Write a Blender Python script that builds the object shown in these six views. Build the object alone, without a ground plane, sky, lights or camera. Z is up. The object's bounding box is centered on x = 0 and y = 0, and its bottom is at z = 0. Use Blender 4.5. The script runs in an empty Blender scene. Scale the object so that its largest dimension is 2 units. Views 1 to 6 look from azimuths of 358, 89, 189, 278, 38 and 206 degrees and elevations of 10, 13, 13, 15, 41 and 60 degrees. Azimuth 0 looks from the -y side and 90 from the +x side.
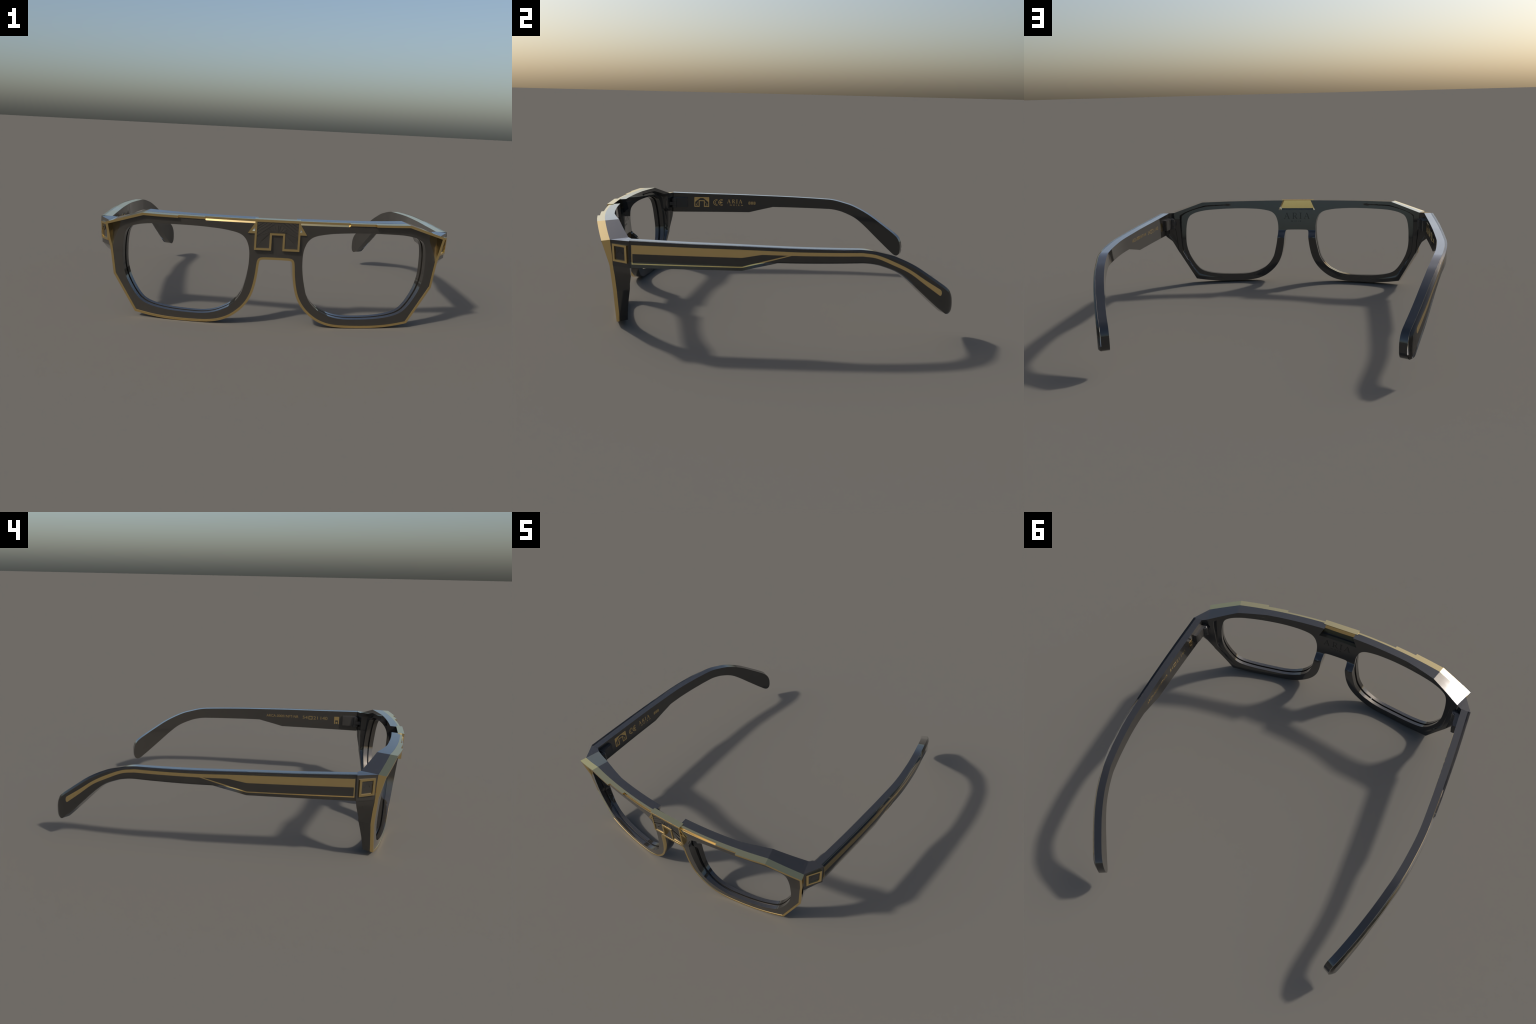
import bpy, bmesh, math
from mathutils import Vector

# ------------------------------------------------------------------ materials
def material(name, color, rough, metal=0.0, ior=1.5, trans=0.0, grain=0.0, bump=0.0, spec=0.5, scale=40.0):
    m = bpy.data.materials.new(name)
    m.use_nodes = True
    nt = m.node_tree
    b = nt.nodes["Principled BSDF"]
    b.inputs["Base Color"].default_value = (*color, 1)
    b.inputs["Roughness"].default_value = rough
    b.inputs["Metallic"].default_value = metal
    b.inputs["IOR"].default_value = ior
    b.inputs["Transmission Weight"].default_value = trans
    b.inputs["Specular IOR Level"].default_value = spec
    if grain or bump:
        tc = nt.nodes.new("ShaderNodeTexCoord")
        nz = nt.nodes.new("ShaderNodeTexNoise")
        nz.inputs["Scale"].default_value = scale
        nz.inputs["Detail"].default_value = 4
        nt.links.new(tc.outputs["Object"], nz.inputs["Vector"])
        if grain:
            mr = nt.nodes.new("ShaderNodeMapRange")
            mr.inputs["To Min"].default_value = rough - grain
            mr.inputs["To Max"].default_value = rough + grain
            nt.links.new(nz.outputs["Fac"], mr.inputs["Value"])
            nt.links.new(mr.outputs["Result"], b.inputs["Roughness"])
        if bump:
            bp = nt.nodes.new("ShaderNodeBump")
            bp.inputs["Strength"].default_value = bump
            bp.inputs["Distance"].default_value = 0.002
            nt.links.new(nz.outputs["Fac"], bp.inputs["Height"])
            nt.links.new(bp.outputs["Normal"], b.inputs["Normal"])
    return m

BLACK = material("black_acetate", (0.0275, 0.0252, 0.0220), 0.06, grain=0.012)
_p = BLACK.node_tree.nodes["Principled BSDF"]          # polished lacquer over the acetate
_p.inputs["Coat Weight"].default_value = 0.9
_p.inputs["Coat Roughness"].default_value = 0.04
_p.inputs["Coat IOR"].default_value = 1.5
GOLD = material("polished_gold", (0.93, 0.70, 0.32), 0.07, metal=1.0, grain=0.015)
CLEAR = material("clear_acetate", (0.97, 0.97, 0.96), 0.02, ior=1.46, trans=1.0)
LETTER_DARK = material("darker_black", (0.020, 0.019, 0.017), 0.10)  # a darker black than the frame, for the thin raised letters on the bridge's rear
HINGE = material("black_hinge_metal", (0.045, 0.042, 0.038), 0.12, grain=0.03)

ROOT = bpy.data.objects.new("eyeglasses", None)
bpy.context.collection.objects.link(ROOT)
ROOT["label"] = "black angular eyeglasses frame with gold rim trim"
ROOT["category"] = "eyeglasses"

def finish(name, bm, mat, parent=None, smooth=35, merge=1e-5):
    bmesh.ops.remove_doubles(bm, verts=bm.verts, dist=merge)
    bmesh.ops.recalc_face_normals(bm, faces=bm.faces)
    me = bpy.data.meshes.new(name)
    bm.to_mesh(me)
    bm.free()
    me.materials.append(mat)
    ob = bpy.data.objects.new(name, me)
    bpy.context.collection.objects.link(ob)
    ob.parent = parent or ROOT
    shade(ob, smooth)
    return ob

def shade(ob, angle):
    me = ob.data
    for p in me.polygons:
        p.use_smooth = angle > 0
    if angle > 0:
        me.set_sharp_from_angle(angle=math.radians(angle))

def mirrored(bm, mir):
    """reflect a bmesh to the other side when mir is True"""
    if mir:
        for v in bm.verts:
            v.co.x = -v.co.x
    return bm

def loft(bm, rings, closed=True, caps=True):
    """quads between consecutive rings of 3D points"""
    vs = [[bm.verts.new(p) for p in r] for r in rings]
    n = len(vs[0])
    for a, b in zip(vs, vs[1:]):
        for i in range(n if closed else n - 1):
            j = (i + 1) % n
            bm.faces.new((a[i], a[j], b[j], b[i]))
    if caps and closed:
        bm.faces.new(vs[0])
        bm.faces.new(list(reversed(vs[-1])))
    return vs

def hull(bm, pts):
    vs = [bm.verts.new(p) for p in pts]
    r = bmesh.ops.convex_hull(bm, input=vs)
    junk = list({e for e in r["geom_interior"] + r["geom_unused"] if isinstance(e, bmesh.types.BMVert)})
    if junk:
        bmesh.ops.delete(bm, geom=junk, context='VERTS')

def lerp(a, b, t):
    return a + (b - a) * t

def sstep(a, b, x):
    t = max(0.0, min(1.0, (x - a) / (b - a)))
    return t * t * (3 - 2 * t)

def interp(x, xs, ys):
    if x <= xs[0]:
        return ys[0] + (x - xs[0]) * (ys[1] - ys[0]) / (xs[1] - xs[0])
    for i in range(len(xs) - 1):
        if x <= xs[i + 1]:
            return lerp(ys[i], ys[i + 1], (x - xs[i]) / (xs[i + 1] - xs[i]))
    return ys[-1] + (x - xs[-1]) * (ys[-1] - ys[-2]) / (xs[-1] - xs[-2])

def spline(pts, n):
    """centripetal-ish Catmull-Rom through 2D points, n samples evenly spread by length"""
    P = [Vector(p) for p in pts]
    P = [P[0] * 2 - P[1]] + P + [P[-1] * 2 - P[-2]]
    dense = []
    for i in range(1, len(P) - 2):
        p0, p1, p2, p3 = P[i - 1], P[i], P[i + 1], P[i + 2]
        d1 = (p2 - p1).length
        m1 = (p2 - p0) / max(1e-9, (p1 - p0).length + d1) * d1
        m2 = (p3 - p1) / max(1e-9, (p3 - p2).length + d1) * d1
        for k in range(16):
            t = k / 16
            t2, t3 = t * t, t * t * t
            dense.append(p1 * (2*t3 - 3*t2 + 1) + m1 * (t3 - 2*t2 + t) + p2 * (-2*t3 + 3*t2) + m2 * (t3 - t2))
    dense.append(P[-2])
    return resample(dense, n)

def resample(pts, n):
    P = [Vector(p) for p in pts]
    L = [0]
    for a, b in zip(P, P[1:]):
        L.append(L[-1] + (b - a).length)
    out = []
    j = 0
    for k in range(n + 1):
        s = L[-1] * k / n
        while j < len(P) - 2 and L[j + 1] < s:
            j += 1
        t = 0 if L[j + 1] == L[j] else (s - L[j]) / (L[j + 1] - L[j])
        out.append(P[j].lerp(P[j + 1], min(1, t)))
    return out

# ------------------------------------------------------------------ front frame geometry
# The joint between gold trim and black body lies on a toric base curve; everything on the
# front is described by (x, z) on that surface plus a depth h along the frame normal.
def base_y(x, z):
    return -0.975 + 0.18 * x * x + 0.12 * (0.575 - z)

def at(x, z, h):
    """point of the front at base coordinates (x, z), depth h (positive = towards the wearer)"""
    kz = 0.145 - 0.065 * min(1, max(0, z / 0.57))
    return Vector((x * (1 - 0.36 * h), base_y(x, z) + h, z + kz * h))

def trim_depth(x, z):
    """how far the gold trim stands forward of the joint, on the sides and below"""
    return lerp(0.018, 0.041, max(0.0, min(1.0, (z - 0.375) / 0.135))) if x > 0.5 else 0.018

def to_base(x, z, d):
    """front-edge trace -> base coordinates"""
    kz = 0.145 - 0.065 * min(1, max(0, z / 0.57))
    return (x * (1 - 0.36 * d), z + kz * d)

STEP1, STEP2 = 0.3705, 0.5040           # places where the brow trim steps forward
B_PT = to_base(0.6965, 0.5735, 0.041)
A_PT = to_base(0.9000, 0.5088, 0.041)
TOPZ = 0.5760
side = [to_base(*p, trim_depth(*p)) for p in [(0.9, 0.5098), (0.8847, 0.4051), (0.8773, 0.3754), (0.8701, 0.3201), (0.8590, 0.2270)]]
side[0] = A_PT
C_PT = side[-1]
D_PT = to_base(0.7392, 0.0245, 0.018)
low = [to_base(*p, 0.018) for p in [(0.7392, 0.0245), (0.699, 0.0172), (0.6352, 0.0076), (0.5718, 0.0020), (0.5091, 0.0000),
       (0.44, 0.0000), (0.3703, 0.0020), (0.3293, 0.0058), (0.2887, 0.0140), (0.2485, 0.0290), (0.2187, 0.0459), (0.1893, 0.0684),
       (0.1602, 0.0972), (0.1338, 0.1341), (0.1139, 0.1778), (0.1006, 0.2292), (0.0924, 0.2820), (0.0879, 0.3320)]]
arch = [to_base(*p, 0.018) for p in [(0.0879, 0.3320), (0.0852, 0.3503), (0.0827, 0.3577), (0.0770, 0.3621), (0.0662, 0.3641), (0.03, 0.3652), (0.0, 0.3653)]]

LENS = [(0.1387, 0.3797), (0.1399, 0.4042), (0.1449, 0.4325), (0.1563, 0.4624), (0.1710, 0.4818), (0.1893, 0.4949), (0.2192, 0.5051),
        (0.2786, 0.5155), (0.3379, 0.5203), (0.3973, 0.5233), (0.4768, 0.5241), (0.5512, 0.5230), (0.6524, 0.5187), (0.6933, 0.5139),
        (0.7242, 0.5076), (0.7511, 0.4991), (0.7781, 0.4834), (0.7927, 0.4614), (0.8011, 0.4316), (0.8064, 0.3893), (0.8078, 0.3471),
        (0.8074, 0.3048), (0.8031, 0.2670), (0.7958, 0.2380), (0.7816, 0.1992), (0.7494, 0.1422), (0.7215, 0.1063), (0.7000, 0.0880),
        (0.6681, 0.0730), (0.6152, 0.0601), (0.5522, 0.0520), (0.4897, 0.0487), (0.4376, 0.0478), (0.3822, 0.0487), (0.3414, 0.0542),
        (0.3010, 0.0650), (0.2610, 0.0831), (0.2352, 0.0978), (0.2060, 0.1245), (0.1832, 0.1558), (0.1686, 0.1865), (0.1584, 0.2251),
        (0.1486, 0.2698), (0.1426, 0.3097), (0.1397, 0.3400)]
LENS = [to_base(x, z, 0.018) for x, z in LENS]

def lens_arc(i, j, n):
    """samples of the lens opening from control point i to j (indices may wrap)"""
    N = len(LENS)
    idx = list(range(i - 2, j + 3))
    pts = [LENS[k % N] for k in idx]
    P = [Vector(p) for p in pts]
    dense = []
    for q in range(2, len(P) - 3):
        p0, p1, p2, p3 = P[q - 1], P[q], P[q + 1], P[q + 2]
        d1 = (p2 - p1).length
        m1 = (p2 - p0) / ((p1 - p0).length + d1) * d1
        m2 = (p3 - p1) / ((p3 - p2).length + d1) * d1
        for k in range(12):
            t = k / 12
            t2, t3 = t * t, t * t * t
            dense.append(p1*(2*t3-3*t2+1) + m1*(t3-2*t2+t) + p2*(-2*t3+3*t2) + m2*(t3-t2))
    dense.append(P[-3])
    return resample(dense, n)

def line(a, b):
    return [a, b]

# outline section, lens section (control indices), samples, is real edge
top0, topm = (0.0, TOPZ), (0.26, TOPZ)
lowS = spline(low, 400)
def low_part(a, b, n):
    return resample(lowS[int(a * 400):int(b * 400) + 1], n)
SECTIONS = [
    (lambda n: resample(line(top0, topm), n), (3, 6), 20, True),
    (lambda n: resample(line(topm, B_PT), n), (6, 12), 40, True),
    (lambda n: resample(line(B_PT, A_PT), n), (12, 17), 26, True),
    (lambda n: spline(side[:3], n), (17, 19), 14, True),
    (lambda n: resample(side[2:], n), (19, 23), 14, True),
    (lambda n: resample(line(C_PT, D_PT), n), (23, 27), 24, True),
    (lambda n: low_part(0.0, 0.36, n), (27, 32), 30, True),
    (lambda n: low_part(0.36, 0.72, n), (32, 38), 40, True),
    (lambda n: low_part(0.72, 1.0, n), (38, 44), 30, True),
    (lambda n: spline(arch, n), (44, 45), 24, True),
    (lambda n: resample(line(arch[-1], top0), n), (45, 48), 16, False),
]
outer, inner, edge = [], [], []
for f, (i, j), n, real in SECTIONS:
    o, q = f(n), lens_arc(i, j, n)
    outer += o[:-1]
    inner += q[:-1]
    edge += [real] * n
NS = len(outer)
on_seam = [abs(p.x) < 1e-6 for p in outer]

# inward normals of the outline
def inward(i):
    p = outer[i]
    if on_seam[i]:
        return Vector((0, -1)) if p.y > 0.5 else (Vector((0, 1)) if p.y < 0.37 else Vector((0, 0)))
    a, b = outer[i - 1], outer[(i + 1) % NS]
    t1, t2 = (p - a).normalized(), (b - p).normalized()
    n1, n2 = Vector((t1.y, -t1.x)), Vector((t2.y, -t2.x))
    m = (n1 + n2).normalized()
    return m / max(0.6, m.dot(n1))
NRM = [inward(i) for i in range(NS)]

def black_h(x, z):
    """front face of the black body"""
    dip = max(0.0, min(1.0, (x - 0.795) / 0.085)) * max(0.0, min(1.0, (z - 0.372) / 0.125))
    return -0.0165 - 0.0055 * sstep(0.45, 0.55, z) + 0.030 * dip

def thick(x, z, t):
    """rear face depth: thicker to the hinges, and a pad bulge by the nose; t = 0 outline .. 1 lens"""
    T = 0.040 + 0.011 * sstep(0.02, 0.35, z)
    E = 0.10 * max(0.0, x - 0.49) * max(0.0, min(1.0, (z - 0.02) / 0.44))
    E *= 1 - sstep(0.40, 0.56, t)
    N = max(0.004, 0.040 - 0.13 * max(0.0, 0.31 - z)) * (1 - sstep(0.312, 0.364, z)) * (1 - sstep(0.16, 0.40, x)) * (1 - 0.12 * t)
    return T + E + N

bm = bmesh.new()
FRONT_T = [0.0, 0.12, 0.3, 0.55, 0.8, 1.0]
BACK_T = [1.0, 0.82, 0.66, 0.56, 0.51, 0.46, 0.40, 0.30, 0.2, 0.08, 0.0]
INS = 0.004
half = []
for i in range(NS):
    o, q, nv = outer[i], inner[i], NRM[i]
    oi = o + nv * INS
    row = []
    row.append(at(o.x, o.y, 0.0))                     # joint line on the side wall
    row.append(at(oi.x, oi.y, -0.003))
    foot = 0.0190 if (o.y > 0.57 and o.x < STEP1) else 0.0118
    of = o + nv * foot
    row.append(at(of.x, of.y, -0.004))
    oi = o + nv * (foot + 0.0005)
    for t in FRONT_T:                                 # front face
        p = oi.lerp(q, t)
        row.append(at(p.x, p.y, black_h(p.x, p.y)))
    out = (o - q).normalized()
    hb = thick(q.x, q.y, 1.0)
    hf = black_h(q.x, q.y)
    g0, g1 = lerp(hf, hb, 0.40), lerp(hf, hb, 0.62)   # lens groove
    for h, d in ((g0, 0), (g0 + 0.001, 0.014), (g1 - 0.001, 0.014), (g1, 0)):
        p = q + out * d
        row.append(at(p.x, p.y, h))
    for t in BACK_T:
        p = o.lerp(q, t)
        row.append(at(p.x, p.y, thick(p.x, p.y, t)))
    half.append(row)
M = len(half[0])
for sgn in (1, -1):
    vs = [[bm.verts.new((sgn * p.x, p.y, p.z)) for p in row] for row in half]
    first_front, last = 3, M - 1
    for i in range(NS):
        k = (i + 1) % NS
        seam = on_seam[i] and on_seam[k]
        for j in range(M):
            l = (j + 1) % M
            if seam and (j == last or j < first_front):
                continue
            f = (vs[i][j], vs[k][j], vs[k][l], vs[i][l])
            bm.faces.new(f if sgn > 0 else f[::-1])
# the seam rows of hidden wall vertices are unused: drop them
bmesh.ops.remove_doubles(bm, verts=bm.verts, dist=1e-5)
bmesh.ops.delete(bm, geom=[v for v in bm.verts if not v.link_faces], context='VERTS')
body = finish("front_frame", bm, BLACK, smooth=0)

# trapezoid window cut through the bridge behind the badge
bm = bmesh.new()
def prism(bm, poly, y0, y1):
    a = [bm.verts.new((x, y0, z)) for x, z in poly]
    b = [bm.verts.new((x, y1, z)) for x, z in poly]
    n = len(poly)
    bm.faces.new(a)
    bm.faces.new(b[::-1])
    for i in range(n):
        j = (i + 1) % n
        bm.faces.new((a[i], b[i], b[j], a[j]))
prism(bm, [(-0.130, 0.5125), (0.130, 0.5125), (0.094, 0.592), (-0.094, 0.592)], -1.06, -0.84)
cut = finish("cutter", bm, BLACK, smooth=0)
md = body.modifiers.new("cut", 'BOOLEAN')
md.object = cut
md.operation = 'DIFFERENCE'
md.solver = 'EXACT'
dg = bpy.context.evaluated_depsgraph_get()
me = bpy.data.meshes.new_from_object(body.evaluated_get(dg))
body.modifiers.clear()
body.data = me
body.data.name = "front_frame"
bpy.data.objects.remove(cut)
shade(body, 14)

# ------------------------------------------------------------------ gold trim
W = 0.0125
def trim_profile(o, nv, d, kind, flare=0.0):
    hb = black_h(o.x, o.y)
    if kind == "ramp":      # near the bridge: wall with a sloping foot
        pr = [(0, -0.0002), (0, -d), (0.0112, -d), (0.0192, -0.0188), (0.0196, hb + 0.006), (0.006, -0.0002)]
    else:
        pr = [(0, -0.0002), (0, -d), (W, -d), (W + 0.0008 + flare, min(hb + 0.003, -d + 0.05)), (W + 0.001 + flare, hb + 0.006), (0.006, -0.0002)]
    r = []
    for ins, h in pr:
        p = o + nv * ins
        r.append(at(p.x, p.y, h))
    return r

rows = []
def add(o, nv, d, kind="wall", flare=0.0):
    rows.append(trim_profile(o, nv, d, kind, flare))
down = Vector((0, -1))
DS = (0.0135, 0.0275, 0.0410)
for x in (0.112, 0.2, 0.29, STEP1):
    add(Vector((x, TOPZ)), down, DS[0], "ramp")
brow = [STEP1 + 0.0002, 0.44, STEP2 - 0.0002]
for x in brow:
    add(Vector((x, TOPZ)), down, DS[1])
add(Vector((STEP2, TOPZ)), down, DS[2])
add(Vector((0.6, TOPZ)), down, DS[2])
i0 = next(i for i in range(NS) if (outer[i] - Vector(B_PT)).length < 1e-5)
i1 = next(i for i in range(NS) if abs(outer[i].x) < 1e-6 and outer[i].y < 0.4)
for i in range(i0, i1 + 1):
    o = outer[i]
    d = 0.041 if o.y > A_PT[1] - 1e-4 else trim_depth(o.x / (1 - .36 * .03), o.y)
    fl = 0.0
    if o.x > 0.84:
        fl = 0.002 * sstep(0.38, 0.47, o.y) * (1 if o.y <= A_PT[1] + 1e-4 else sstep(0.80, 0.885, o.x))
    add(o, NRM[i], d, "wall", fl)
bm = bmesh.new()
for sgn in (1, -1):
    vs = [[bm.verts.new((sgn * p.x, p.y, p.z)) for p in r] for r in rows]
    for a, b in zip(vs, vs[1:]):
        for i in range(6):
            j = (i + 1) % 6
            bm.faces.new((a[i], a[j], b[j], b[i]))
    bm.faces.new(vs[0])
trim = finish("gold_trim", bm, GOLD, smooth=14)

# ------------------------------------------------------------------ bridge badge
def badge_y(z, off=0.0):
    return -1.0 + 0.06 * (0.577 - z) + off

def slab(bm, poly, f0, f1):
    """extrude polygon (x, z) between depth functions f0(z), f1(z)"""
    a = [bm.verts.new((x, f0(z), z)) for x, z in poly]
    b = [bm.verts.new((x, f1(z), z)) for x, z in poly]
    n = len(poly)
    bm.faces.new(a)
    bm.faces.new(b[::-1])
    for i in range(n):
        j = (i + 1) % n
        bm.faces.new((a[i], b[i], b[j], a[j]))

def ring_slab(bm, outerp, innerp, f0, f1):
    n = len(outerp)
    g = [[bm.verts.new((x, f(z), z)) for x, z in poly] for poly in (outerp, innerp) for f in (f0, f1)]
    o0, o1, i0_, i1_ = g
    for i in range(n):
        j = (i + 1) % n
        bm.faces.new((o0[i], o0[j], i0_[j], i0_[i]))
        bm.faces.new((o1[i], i1_[i], i1_[j], o1[j]))
        bm.faces.new((o0[i], o1[i], o1[j], o0[j]))
        bm.faces.new((i0_[i], i0_[j], i1_[j], i1_[i]))

MO = [(-0.1165, 0.577), (0.1165, 0.577), (0.1165, 0.4174), (0.0290, 0.4174), (0.0285, 0.498), (-0.0285, 0.498), (-0.0290, 0.4174), (-0.1165, 0.4174)]
MI = [(-0.1065, 0.5645), (0.1065, 0.5645), (0.1065, 0.4282), (0.0395, 0.4282), (0.0390, 0.5085), (-0.0390, 0.5085), (-0.0395, 0.4282), (-0.1065, 0.4282)]
badge = bpy.data.objects.new("bridge_badge", None)
bpy.context.collection.objects.link(badge)
badge.parent = ROOT
bm = bmesh.new()
ring_slab(bm, MO, MI, lambda z: badge_y(z), lambda z: -0.961)
finish("badge_frame", bm, GOLD, badge, smooth=0)
bm = bmesh.new()       # gold backing, seen from behind through the bridge window
slab(bm, [(-0.1160, 0.5765), (0.1160, 0.5765), (0.1160, 0.500), (-0.1160, 0.500)], lambda z: -0.9735, lambda z: -0.9605 + 0.10 * (0.577 - z))
finish("badge_backing", bm, GOLD, badge, smooth=0)
bm = bmesh.new()       # top bar of the badge, rising slightly to the rear
hull(bm, [(s_ * 0.1167, y_, z_) for s_ in (1, -1) for y_, z_ in ((-0.9997, 0.5772), (-0.9603, 0.5798), (-0.9603, 0.5700), (-0.9997, 0.5720))])
finish("badge_top_bar", bm, GOLD, badge, smooth=0)
bm = bmesh.new()       # gold sill of the window
slab(bm, [(-0.1250, 0.5155), (0.1250, 0.5155), (0.1280, 0.5128), (-0.1280, 0.5128)], lambda z: -0.970, lambda z: -0.948)
finish("window_sill", bm, GOLD, badge, smooth=0)
for s in (1, -1):      # little triangular eyelets either side
    bm = bmesh.new()
    O = [(0.1120, 0.5650), (0.1515, 0.5030), (0.1120, 0.5030)]
    I = [(0.1140, 0.5400), (0.1298, 0.5150), (0.1140, 0.5150)]
    ring_slab(bm, O, I, lambda z: -0.9965 + 0.08 * (0.577 - z), lambda z: -0.958)
    mirrored(bm, s < 0)
    finish("window_eyelet", bm, GOLD, badge, smooth=0)

# black plate that carries the badge
bm = bmesh.new()
slab(bm, [(-0.1150, 0.520), (0.1150, 0.520), (0.1150, 0.3826), (-0.1150, 0.3826)], lambda z: -0.9855 + 0.10 * (0.577 - z), lambda z: -0.945)
finish("badge_plate", bm, BLACK, badge, smooth=0)
# black faceted relief inside the badge
REC = 0.0042
bm = bmesh.new()
slab(bm, [(-0.1075, 0.566), (0.1075, 0.566), (0.1075, 0.427), (0.0380, 0.427), (0.0380, 0.5095), (-0.0380, 0.5095), (-0.0380, 0.427), (-0.1075, 0.427)],
     lambda z: badge_y(z, REC), lambda z: -0.972)
def ridge(bm, a, b, w, h, base=REC):
    """wedge-section bar from a to b on the badge floor"""
    a, b = Vector(a), Vector(b)
    t = (b - a).normalized()
    n = Vector((-t.y, t.x)) * w
    ring = []
    for p in (a, b):
        l, r = p - n, p + n
        ring.append([(l.x, badge_y(l.y, base + 0.001), l.y), (p.x - n.x * .8, badge_y(p.y, base - h), p.y - n.y * .8), (p.x + n.x * .8, badge_y(p.y, base - h), p.y + n.y * .8), (r.x, badge_y(r.y, base + 0.001), r.y)])
    loft(bm, ring)
for s in (1, -1):
    for (x0, z0), (x1, z1) in [((-0.1065, 0.5455), (-0.078, 0.5645)), ((-0.1065, 0.5300), (-0.058, 0.5645)), ((-0.1065, 0.5130), (-0.036, 0.5640)), ((-0.1065, 0.4960), (-0.020, 0.5600))]:
        ridge(bm, (s * x0, z0), (s * x1, z1), 0.0058, 0.0020)
    # large folded facets on the legs
    hull(bm, [(s * 0.1065, badge_y(.485, REC - .003), .485), (s * 0.040, badge_y(.512, REC - .0035), .512), (s * 0.084, badge_y(.462, REC - .0005), .462), (s * 0.1065, badge_y(.47, REC + .001), .47), (s * .04, badge_y(.5, REC + .001), .50)])
    hull(bm, [(s * 0.1065, badge_y(.429, REC - .001), .429), (s * 0.084, badge_y(.460, REC - .0025), .460), (s * 0.040, badge_y(.429, REC + .001), .429), (s * 0.040, badge_y(.50, REC - .0005), .50)])
for k in range(8):     # fan above the arch
    a0, a1 = math.radians(24 + k * 16.5), math.radians(24 + k * 16.5 + 13)
    c = (0.0, 0.492)
    pts = []
    for a, h in ((a0, 0.0030 if k % 3 else 0.0016), (a1, 0.0012 if k % 3 else 0.0034)):
        for r in (0.024 / max(0.45, math.sin(a)) if math.sin(a) > .45 else 0.046, 0.058):
            x, z = c[0] + r * math.cos(a), c[1] + r * math.sin(a)
            z = max(z, 0.5086)
            pts += [(x, badge_y(z, REC - h), z), (x, badge_y(z, REC + .001), z)]
    hull(bm, pts)
finish("badge_relief", bm, BLACK, badge, smooth=0)

# ------------------------------------------------------------------ end pieces with side badges
def face_frame(P00, P10, P11, P01):
    """bilinear map of the end-piece outer face, with outward normal"""
    P00, P10, P11, P01 = map(Vector, (P00, P10, P11, P01))
    n = (P10 - P00).cross(P01 - P00).normalized()
    if n.x < 0:
        n = -n
    return lambda u, v, h=0.0: P00.lerp(P10, u).lerp(P01.lerp(P11, u), v) + n * h

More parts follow.
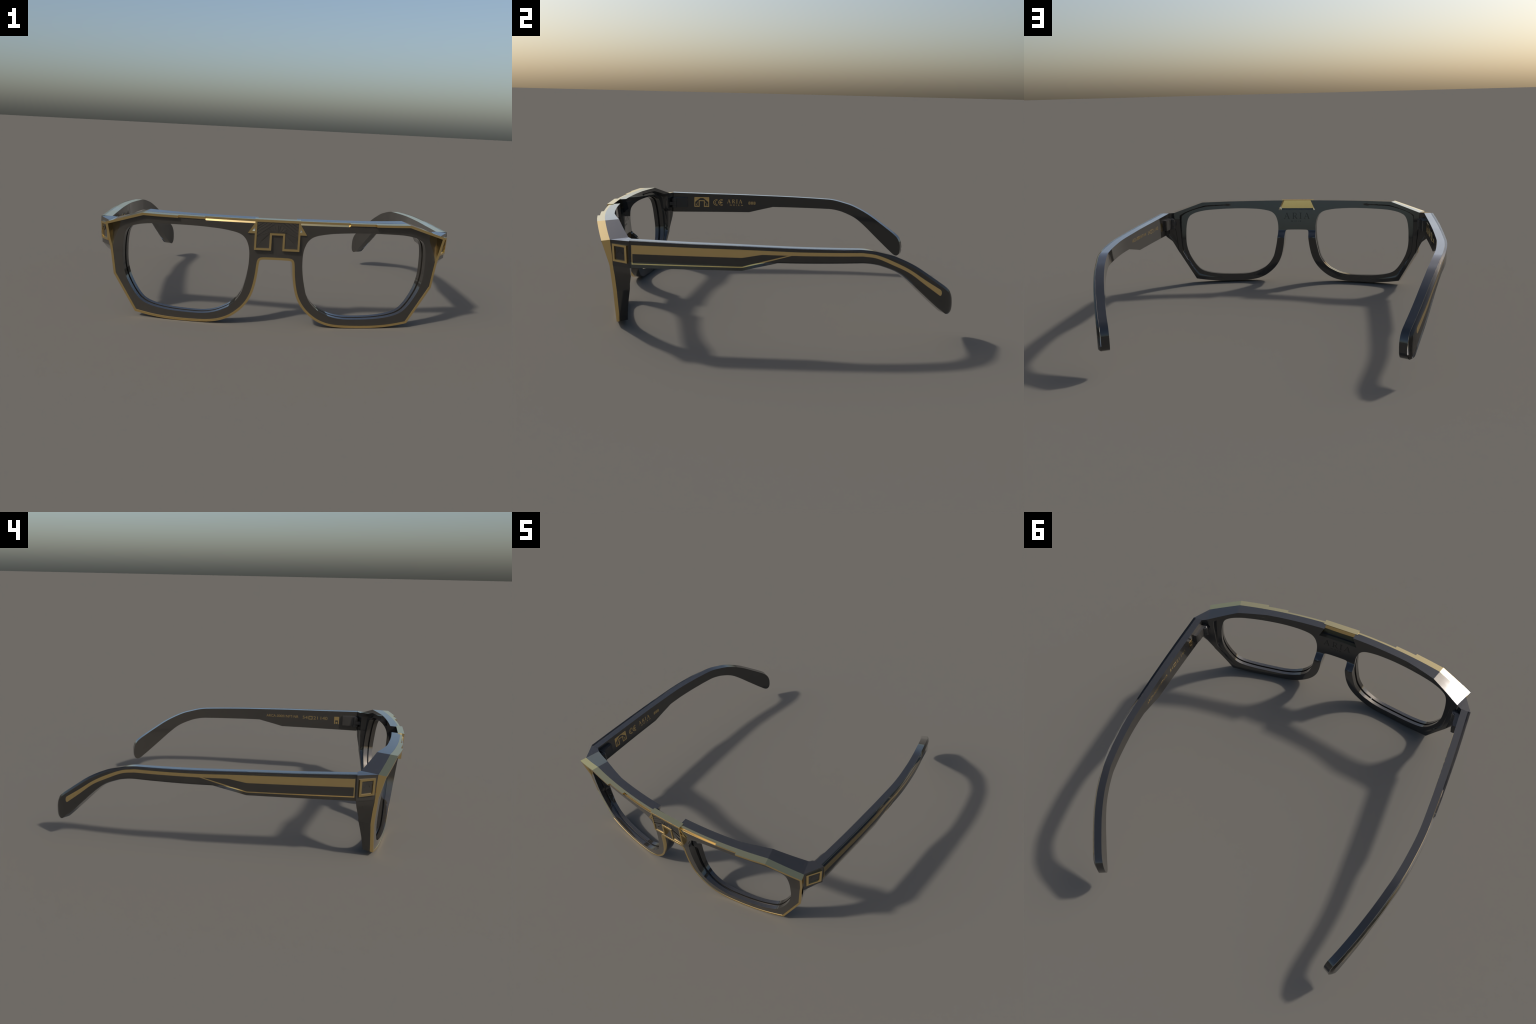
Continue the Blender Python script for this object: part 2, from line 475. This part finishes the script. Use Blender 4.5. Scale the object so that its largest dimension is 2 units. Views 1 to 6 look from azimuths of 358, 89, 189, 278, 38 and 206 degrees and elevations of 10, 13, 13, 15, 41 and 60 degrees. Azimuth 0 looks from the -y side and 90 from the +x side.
for mir in (False, True):
    ep = bpy.data.objects.new("end_piece", None)
    bpy.context.collection.objects.link(ep)
    ep.parent = ROOT
    bm = bmesh.new()
    hull(bm, [(0.8862, -0.8255, 0.5132), (0.9470, -0.7165, 0.5190), (0.9400, -0.7160, 0.3765), (0.8745, -0.8160, 0.3730),
              (0.8545, -0.7365, 0.5207), (0.8865, -0.7165, 0.5215), (0.9020, -0.7165, 0.3680), (0.8500, -0.7600, 0.400),
              (0.8500, -0.7900, 0.5050), (0.8500, -0.7950, 0.3800)])
    mirrored(bm, mir)
    finish("end_block", bm, BLACK, ep, smooth=0)
    bm = bmesh.new()
    bot = [(0.8743, -0.8155, 0.3760), (0.9385, -0.7175, 0.3790), (0.9010, -0.7170, 0.3720), (0.852, -0.745, 0.38)]
    mid = [(0.8722, -0.8130, 0.3500), (0.9120, -0.7200, 0.3480), (0.8840, -0.7195, 0.3430), (0.846, -0.742, 0.35)]
    mi2 = [(0.8680, -0.8085, 0.3200), (0.8740, -0.7240, 0.3180), (0.8640, -0.7245, 0.3170), (0.840, -0.742, 0.31)]
    lo = [(0.8500, -0.8000, 0.2300), (0.8330, -0.7430, 0.2300), (0.8290, -0.7440, 0.2300), (0.825, -0.752, 0.23)]
    loft(bm, [bot, mid, mi2, lo])
    mirrored(bm, mir)
    finish("end_fillet", bm, BLACK, ep, smooth=30)
    bm = bmesh.new()
    web = [(0.8535, -0.7372, 0.5185), (0.8866, -0.7167, 0.5195), (0.9016, -0.7167, 0.3690), (0.8655, -0.7246, 0.3185), (0.8360, -0.7400, 0.2400), (0.8380, -0.7415, 0.3200)]
    hull(bm, web + [(x - 0.004, y - 0.03, z) for x, y, z in web])
    mirrored(bm, mir)
    finish("end_web", bm, BLACK, ep, smooth=20)
    # side badge
    F = face_frame((0.8880, -0.8084, 0.4028), (0.9360, -0.7280, 0.4016), (0.9410, -0.7300, 0.4953), (0.8896, -0.8115, 0.4951))
    def rect(bm, u0, v0, u1, v1, iu, iv, h0, h1):
        O = [(u0, v0), (u1, v0), (u1, v1), (u0, v1)]
        I = [(u0 + iu, v0 + iv), (u1 - iu, v0 + iv), (u1 - iu, v1 - iv), (u0 + iu, v1 - iv)]
        rings = [[F(u, v, h0) for u, v in O], [F(u, v, h1) for u, v in O], [F(u, v, h1) for u, v in I], [F(lerp(u, .5, .03), lerp(v, .5, .05), h0) for u, v in I]]
        vs = [[bm.verts.new(p) for p in r] for r in rings]
        for a, b in zip(vs, vs[1:] + vs[:1]):
            for i in range(4):
                j = (i + 1) % 4
                bm.faces.new((a[i], a[j], b[j], b[i]))
    bm = bmesh.new()
    rect(bm, 0, 0, 1, 1, 0.14, 0.115, -0.006, 0.0068)
    mirrored(bm, mir)
    finish("side_badge", bm, GOLD, ep, smooth=0)
    bm = bmesh.new()
    hull(bm, [F(u, v, h) for u in (.12, .88) for v in (.1, .9) for h in (-.006, 0.0)])
    def wedge(a, b, c, h):
        hull(bm, [F(*a, -0.001), F(*b, -0.001), F(*c, -0.001), F(*a, h), F(*b, h * .15)])
    wedge((.13, .62), (.50, .885), (.13, .885), 0.0035)
    wedge((.87, .62), (.50, .885), (.87, .885), 0.0035)
    for k in range(5):
        u = .30 + .09 * k
        wedge((u, .60 - .12 * abs(k - 2) / 2), (.44 + .03 * k, .82), (u + .07, .60), 0.0025)
    wedge((.13, .12), (.13, .60), (.32, .5), 0.0015)
    wedge((.87, .12), (.87, .60), (.68, .5), 0.0015)
    mirrored(bm, mir)
    finish("side_badge_relief", bm, BLACK, ep, smooth=0)

# ------------------------------------------------------------------ temples
PY = [-0.75, -0.71, -0.42, -0.21, -0.03, 0.157, 0.34, 0.465, 0.508, 0.631, 0.739, 0.839, 0.924, 0.967, 1.0]
PX = [0.8868, 0.8888, 0.9045, 0.9125, 0.9170, 0.9172, 0.9005, 0.8810, 0.8715, 0.8398, 0.8048, 0.7660, 0.7290, 0.7065, 0.690]
_dense = spline(list(zip(PY, PX)), 300)
DY, DX = [p.x for p in _dense], [p.y for p in _dense]
def plan(y):
    return interp(y, DY, DX)
def on_temple(y, z, k):
    """point at distance k outwards from the inner face, above the inner-face station y"""
    s = (plan(y + 0.01) - plan(y - 0.01)) / 0.02
    L = math.hypot(1, s)
    return Vector((plan(y) + k / L, y - k * s / L, z))
def on_temple_at(yo, z, k):
    """as on_temple, but yo is the real y of the point"""
    y = yo
    for _ in range(4):
        y += yo - on_temple(y, z, k).y
    return on_temple(y, z, k)

TOP = [(-0.7145, 0.5185), (-0.42, 0.5115), (-0.2, 0.5085), (-0.03, 0.5045), (0.157, 0.5005), (0.34, 0.4962), (0.44, 0.4935)]
BEND_T = [(0.44, 0.4935), (0.465, 0.4925), (0.508, 0.4868), (0.56, 0.4755), (0.631, 0.456), (0.739, 0.4045), (0.839, 0.3375), (0.924, 0.2765)]
BEND_B = [(0.44, 0.4266), (0.4676, 0.4264), (0.51, 0.4215), (0.562, 0.4085), (0.6496, 0.3697), (0.7156, 0.319), (0.8033, 0.2378), (0.875, 0.1715)]
TIP_T = [(0.924, 0.2765), (0.954, 0.248), (0.970, 0.219), (0.9775, 0.190), (0.979, 0.160), (0.9775, 0.139), (0.971, 0.121), (0.958, 0.1115)]
TIP_B = [(0.875, 0.1715), (0.89, 0.158), (0.915, 0.1360), (0.93, 0.1230), (0.94, 0.1160), (0.948, 0.1125)]
def bottom_line(y):
    return interp(y, [-0.7145, -0.1425, 0.036, 0.44], [0.3775, 0.3812, 0.4266, 0.4266])
pairs = []
ys = sorted(set([-0.7145 + k * (1.1545) / 44 for k in range(45)] + [-0.1425, 0.036]))
for y in ys:
    pairs.append(((y, interp(y, [p[0] for p in TOP], [p[1] for p in TOP])), (y, bottom_line(y))))
for a, b in zip(spline(BEND_T, 36)[1:], spline(BEND_B, 36)[1:]):
    pairs.append((tuple(a), tuple(b)))
for a, b in zip(spline(TIP_T, 24)[1:], spline(TIP_B, 24)[1:]):
    pairs.append((tuple(a), tuple(b)))

CORE = 0.0420
def total(y):
    """overall temple thickness: slims a little behind the hinge"""
    return 0.0585 - 0.0035 * sstep(-0.6, 0.1, y)
def station(b, t, w, k):
    """point of a temple section: w = 0 bottom .. 1 top; the edges are nearly level"""
    p = b.lerp(t, w)
    fade = 1 - sstep(0.45, 0.75, p.x)
    dz = fade * lerp(0.02 * (k - 0.03) - 0.0008 - 0.0018 * sstep(-0.1, 0.05, p.x), 0.012 * (k - 0.03) + 0.0026, w)
    return on_temple(p.x, p.y + dz, k)
SIX = (0, .2, .4, .6, .8, 1)
def core_shell():
    """black core slab over the temple outline"""
    bm = bmesh.new()
    rings = []
    for top_, bot_ in pairs:
        t, b = Vector(top_), Vector(bot_)
        r = [station(b, t, w, 0.0) for w in SIX]
        r += [station(b, t, 1, CORE / 2)]
        r += [station(b, t, w, CORE) for w in reversed(SIX)]
        r += [station(b, t, 0, CORE / 2)]
        rings.append(r)
    loft(bm, rings)
    return bm
def clear_shell():
    """clear outer layer: sits on the core; its lower edge, and all edges at the tip, are cut back to a slanting chamfer"""
    bm = bmesh.new()
    rings = []
    n = len(pairs)
    for i, (top_, bot_) in enumerate(pairs):
        t, b = Vector(top_), Vector(bot_)
        d = t - b
        L = d.length
        d = d / L if L > 1e-6 else Vector((0, 1))
        lim = min(1.0, L / 0.05)
        k1 = total(0.5 * (t.x + b.x))
        tail = sstep(0.30, 0.62, t.x)
        et, eb = lerp(0.0012, 0.0150, tail) * lim, max(0.0045 * lim, 0.4275 - b.y if b.x < 0.04 else 0.0)
        end = Vector((-1.0, 0.45)) * 0.014 * sstep(n - 26, n - 1, i)     # pull the outer face in from the tip end
        t1, b1 = t - d * et + end, b + d * eb + end
        t0, b0 = t - d * 0.0008 * lim, b + d * 0.0008 * lim
        r = [station(b0, t0, w, CORE - 0.0008) for w in SIX]
        r += [station(b, t, 1, CORE + 0.0010), station(b.lerp(b1, .45), t.lerp(t1, .45), 1, lerp(CORE, k1, .60))]
        r += [station(b1, t1, w, k1) for w in reversed(SIX)]
        r += [station(b.lerp(b1, .55), t.lerp(t1, .55), 0, lerp(CORE, k1, .58)), station(b, t, 0, CORE + 0.0010)]
        rings.append(r)
    loft(bm, rings)
    return bm

def strip(bm, up, dn, k, th=0.0012):
    """thin inlay between two polylines (y, z) of equal count, on the core's outer face"""
    rings = []
    for (y0, z0), (y1, z1) in zip(up, dn):
        rings.append([on_temple_at(y0, z0, k), on_temple_at(y1, z1, k), on_temple_at(y1, z1, k + th), on_temple_at(y0, z0, k + th)])
    loft(bm, rings)

BAND_U = [(-0.7075, 0.4970), (-0.4, 0.4930), (-0.1, 0.4898), (0.11, 0.4845), (0.29, 0.4820), (0.47, 0.4800), (0.5436, 0.4670), (0.63, 0.4328), (0.73, 0.3813), (0.8234, 0.3180), (0.9202, 0.2549)]
BAND_L = [(-0.7075, 0.4511), (-0.4, 0.4497), (-0.1448, 0.4486), (-0.0443, 0.4673), (0.0914, 0.4660), (0.29, 0.4641), (0.4720, 0.4620), (0.5446, 0.4497), (0.631, 0.4125), (0.731, 0.3620), (0.8255, 0.2910), (0.908, 0.2300)]
def poly_at(P, y):
    return interp(y, [p[0] for p in P], [p[1] for p in P])

# ---- lettering helpers
def text_mesh(body_, width, height, spacing=1.0):
    """built-in font, scaled into width x height, as list of (verts, faces) in the unit plane"""
    cu = bpy.data.curves.new("txt", 'FONT')
    cu.body = body_
    cu.space_character = spacing
    cu.resolution_u = 3
    ob = bpy.data.objects.new("txt", cu)
    bpy.context.collection.objects.link(ob)
    bpy.context.view_layer.update()
    me_ = bpy.data.meshes.new_from_object(ob.evaluated_get(bpy.context.evaluated_depsgraph_get()))
    vs = [v.co.copy() for v in me_.vertices]
    fs = [tuple(p.vertices) for p in me_.polygons]
    bpy.data.objects.remove(ob)
    bpy.data.curves.remove(cu)
    bpy.data.meshes.remove(me_)
    x0, x1 = min(v.x for v in vs), max(v.x for v in vs)
    y0, y1 = min(v.y for v in vs), max(v.y for v in vs)
    return [((v.x - x0) / (x1 - x0) * width, (v.y - y0) / (y1 - y0) * height) for v in vs], fs

def quad_shape(quads):
    vs, fs = [], []
    for q in quads:
        fs.append(tuple(range(len(vs), len(vs) + len(q))))
        vs += q
    return vs, fs

def bar(a, b, w):
    a, b = Vector(a), Vector(b)
    n = (b - a).normalized()
    n = Vector((-n.y, n.x)) * w / 2
    return [tuple(a - n), tuple(b - n), tuple(b + n), tuple(a + n)]

def arc_band(c, r0, r1, a0, a1, n=14, sx=1.0):
    q = []
    for k in range(n):
        t0, t1 = [math.radians(lerp(a0, a1, (k + e) / n)) for e in (0, 1)]
        q.append([(c[0] + sx * r * math.cos(t), c[1] + r * math.sin(t)) for r, t in ((r0, t0), (r1, t0), (r1, t1), (r0, t1))])
    return q

def roman(width, height):
    """spaced roman capitals A R I A, drawn with thick and thin strokes"""
    q = []
    def A(x, w):
        q.append(bar((x + .10 * w, 0.03), (x + .48 * w, .97), .055))
        q.append(bar((x + .50 * w, 1.0), (x + .90 * w, .03), .15))
        q.append(bar((x + .25 * w, .34), (x + .76 * w, .34), .05))
        q.append(bar((x - .04 * w, .02), (x + .26 * w, .02), .045))
        q.append(bar((x + .70 * w, .02), (x + 1.06 * w, .02), .045))
    def I(x, w):
        q.append(bar((x + w / 2, 0), (x + w / 2, 1), .15))
        q.append(bar((x, .02), (x + w, .02), .045))
        q.append(bar((x, .98), (x + w, .98), .045))
    def R(x, w):
        q.append(bar((x + .2 * w, 0), (x + .2 * w, 1), .15))
        q.append(bar((x, .02), (x + .42 * w, .02), .045))
        q.append(bar((x, .98), (x + .45 * w, .98), .045))
        q.extend(arc_band((x + .42 * w, .74), .19, .27, -90, 90, sx=1.25))
        q.append(bar((x + .45 * w, .50), (x + 1.0 * w, .0), .14))
        q.append(bar((x + .86 * w, .02), (x + 1.12 * w, .02), .045))
    A(0.0, .85); R(1.30, .72); I(2.36, .40); A(3.08, .85)
    vs, fs = quad_shape(q)
    return [(x / 3.97 * width, z * height) for x, z in vs], fs

def solid_marks(bm, shapes, place, depth):
    """extrude flat marks: place(u, v, k) maps to 3D, k = 0 base .. depth"""
    for (ox, oz), (vs, fs) in shapes:
        a = [bm.verts.new(place(ox + x, oz + z, depth)) for x, z in vs]
        b = [bm.verts.new(place(ox + x, oz + z, -0.0008)) for x, z in vs]
        cnt = {}
        for f in fs:
            bm.faces.new([a[i] for i in f])
            for i, j in zip(f, f[1:] + f[:1]):
                cnt[(i, j)] = 1
        for (i, j) in cnt:
            if (j, i) not in cnt:
                bm.faces.new((a[i], a[j], b[j], b[i]))

def m_logo(w, h, lw):
    """arch emblem outline with hatched shoulders"""
    nx0, nx1, nz = .35 * w, .65 * w, .60 * h
    q = [bar((0, h - lw/2), (w, h - lw/2), lw), bar((lw/2, 0), (lw/2, h - lw), lw), bar((w - lw/2, 0), (w - lw/2, h - lw), lw),
         bar((lw, lw/2), (nx0, lw/2), lw), bar((nx1, lw/2), (w - lw, lw/2), lw),
         bar((nx0 - lw/2, lw), (nx0 - lw/2, nz + lw), lw), bar((nx1 + lw/2, lw), (nx1 + lw/2, nz + lw), lw), bar((nx0, nz + lw/2), (nx1, nz + lw/2), lw)]
    for k in range(9):
        f = (k + 1) / 9.5
        x = f * .42 * w
        zz = h - lw - f * (.50 * h - lw)
        q.append(bar((lw * .8, zz), (x, h - lw * .8), lw * .42))
        q.append(bar((w - lw * .8, zz), (w - x, h - lw * .8), lw * .42))
    for s in (0, 1):
        m = (lambda x: x) if s == 0 else (lambda x: w - x)
        q.append(bar((m(.10 * w), .14 * h), (m(.26 * w), .52 * h), lw * .35))
        q.append(bar((m(.10 * w), .22 * h), (m(.24 * w), .14 * h), lw * .35))
        q.append(bar((m(.14 * w), .34 * h), (m(.18 * w), .12 * h), lw * .35))
    return quad_shape(q)

def c_mark(w, h, lw, letter):
    r = h / 2
    sx = (w / 1.0) / r
    q = arc_band((w, r), r - lw, r, 100, 260, 16, sx) + arc_band((w, r), r * .62 - lw * .4, r * .62 + lw * .4, 100, 260, 16, sx)
    if letter == "E":
        q += [bar((.25 * w, r), (.85 * w, r), lw * 2.2)]
    for s in (1, -1):
        q.append(bar((w * .83, r + s * (r * .60)), (w * .83, r + s * r * .99), lw))
    return quad_shape(q)

for mir in (False, True):
    tp = bpy.data.objects.new("temple", None)
    bpy.context.collection.objects.link(tp)
    tp.parent = ROOT
    finish("temple_core", mirrored(core_shell(), mir), BLACK, tp, smooth=28)
    finish("temple_clear_layer", mirrored(clear_shell(), mir), CLEAR, tp, smooth=28)
    # gold inlay under the clear layer
    bm = bmesh.new()
    K = CORE - 0.0002
    ysb = sorted(set([-0.7075 + k * 1.18 / 50 for k in range(51)] + [-0.1448, -0.0443]))
    up = [(y, poly_at(BAND_U, y)) for y in ysb]
    dn = [(y, poly_at(BAND_L, y)) for y in ysb]
    u2 = spline(BAND_U[5:], 30)
    d2 = spline(BAND_L[6:], 30)
    up = [p for p in up if p[0] < 0.465] + [tuple(p) for p in u2] + [(0.9265, 0.2440), (0.9275, 0.2330), (0.9240, 0.2240)]
    dn = [p for p in dn if p[0] < 0.465] + [tuple(p) for p in d2] + [(0.9110, 0.2275), (0.9145, 0.2245), (0.9190, 0.2222)]
    strip(bm, up, dn, K)
    strip(bm, [(-0.7080, 0.4975), (-0.7080, 0.3962)][::-1], [(-0.7030, 0.4975), (-0.7030, 0.3962)][::-1], K + 0.0003)
    yl = [-0.7080 + k * 0.564 / 20 for k in range(21)]
    strip(bm, [(y, 0.4025) for y in yl] + [(-0.10, 0.4158), (-0.04, 0.4315), (0.03, 0.4502), (0.0900, 0.4662)],
          [(y, 0.3966) for y in yl] + [(-0.10, 0.4090), (-0.04, 0.4245), (0.03, 0.4440), (0.1080, 0.4662)], K + 0.0004)
    mirrored(bm, mir)
    finish("gold_inlay", bm, GOLD, tp, smooth=28)
    # printed marks on the inner face
    bm = bmesh.new()
    if mir:      # reads towards the ear
        y0 = -0.5561
        marks = [((0.0, 0.4157), m_logo(0.110, 0.0727, 0.0055)),
                 ((-0.4140 - y0, 0.4250), c_mark(0.034, 0.0512, 0.0030, "C")),
                 ((-0.3760 - y0, 0.4254), c_mark(0.035, 0.0512, 0.0030, "E")),
                 ((-0.3095 - y0, 0.4460), roman(0.1135, 0.0290)),
                 ((-0.2884 - y0, 0.4262), text_mesh("NOIR", 0.0720, 0.0115, 2.0)),
                 ((-0.2033 - y0, 0.4268), quad_shape([bar((0, .0045), (.005, .0060), .004), bar((.005, .0055), (.0135, .0040), .004)])),
                 ((-0.1490 - y0, 0.4387), text_mesh("888", 0.0536, 0.0226, 1.1))]
        place = lambda u, v, k: on_temple(y0 + u, v, -k)
    else:        # reads towards the hinge
        y0 = -0.0192
        sq = quad_shape([bar((0, .0025), (.0303, .0025), .005), bar((0, .0243), (.0303, .0243), .005), bar((.0025, .005), (.0025, .0218), .005), bar((.0278, .005), (.0278, .0218), .005)])
        lg = quad_shape([[(0, .0283), (.0370, .0283), (.0370, .0560), (0, .0560)], [(0, 0), (.0070, 0), (.0070, .0283), (0, .0283)], [(.0300, 0), (.0370, 0), (.0370, .0283), (.0300, .0283)], [(.0122, .002), (.0240, .002), (.0240, .0165), (.0122, .0165)]])
        marks = [((0.0, 0.4500), text_mesh("ARCA-00001NFT-NR", 0.2478, 0.0195, 1.0)),
                 ((0.2808, 0.4462), text_mesh("54", 0.0380, 0.0235, 1.0)),
                 ((0.3259, 0.4438), sq),
                 ((0.3640, 0.4455), text_mesh("21", 0.0330, 0.0240, 1.0)),
                 ((0.4190, 0.4458), text_mesh("140", 0.0520, 0.0245, 1.0)),
                 ((0.5223, 0.4190), lg)]
        place = lambda u, v, k: on_temple(y0 - u, v, -k)
    solid_marks(bm, marks, place, 0.0005)
    mirrored(bm, mir)
    ob = finish("printed_marks", bm, GOLD, tp, smooth=0)
    # hinge
    hg = bpy.data.objects.new("hinge", None)
    bpy.context.collection.objects.link(hg)
    hg.parent = ROOT
    bm = bmesh.new()
    ring = []
    for y, xo in ((-0.605, 0.8755), (-0.632, 0.8690), (-0.660, 0.8675), (-0.690, 0.8640), (-0.7045, 0.8560)):
        xi = plan(y) + 0.004
        ring.append([(xi, y, 0.4140), (xi, y, 0.4880), (xo, y, 0.4860), (xo, y, 0.4160)])
    loft(bm, ring)
    mirrored(bm, mir)
    finish("hinge_leaf", bm, HINGE, hg, smooth=25)
    def cyl(bm, cx, cy, r, z0, z1, n=28):
        loft(bm, [[(cx + r * math.cos(a), cy + r * math.sin(a), z) for a in [2 * math.pi * k / n for k in range(n)]] for z in (z0, z1)])
    bm = bmesh.new()
    for z0, z1 in ((0.4130, 0.4290), (0.4300, 0.4580), (0.4590, 0.4800)):
        cyl(bm, 0.8640, -0.7045, 0.0205 if z0 < .42 or z0 > .45 else 0.0190, z0, z1)
    mirrored(bm, mir)
    finish("hinge_barrel", bm, HINGE, hg, smooth=30)
    bm = bmesh.new()
    loft(bm, [[(0.8640 + r * math.cos(a), -0.7045 + r * math.sin(a), z) for a in [2 * math.pi * k / 24 for k in range(24)]] for r, z in ((0.013, 0.479), (0.013, 0.4825), (0.0105, 0.4840))])
    mirrored(bm, mir)
    finish("hinge_screw", bm, HINGE, hg, smooth=30)
    bm = bmesh.new()   # block fixed to the back of the front
    ring = [[(0.842, -0.765, z), (0.842, -0.706, z), (0.866, -0.690, z), (0.886, -0.700, z), (0.886, -0.765, z)] for z in (0.432, 0.456)]
    loft(bm, ring)
    mirrored(bm, mir)
    finish("hinge_mount", bm, HINGE, hg, smooth=0)

# ------------------------------------------------------------------ thin raised dark lettering on the bridge's rear
bm = bmesh.new()
def rear(u, v, k):
    x, zb = u, v
    h = thick(abs(x), zb, 0.2)
    p = at(x, zb, h)
    return (p.x, p.y + k, p.z)
# read from behind: +x is on the left
solid_marks(bm, [((-0.0945, 0.4435), roman(0.189, 0.0440)), ((-0.042, 0.4215), text_mesh("NOIR", 0.075, 0.0110, 1.8))],
            lambda u, v, k: rear(-u, v, k), 0.0004)
finish("raised_darkened_letters", bm, LETTER_DARK, smooth=0)
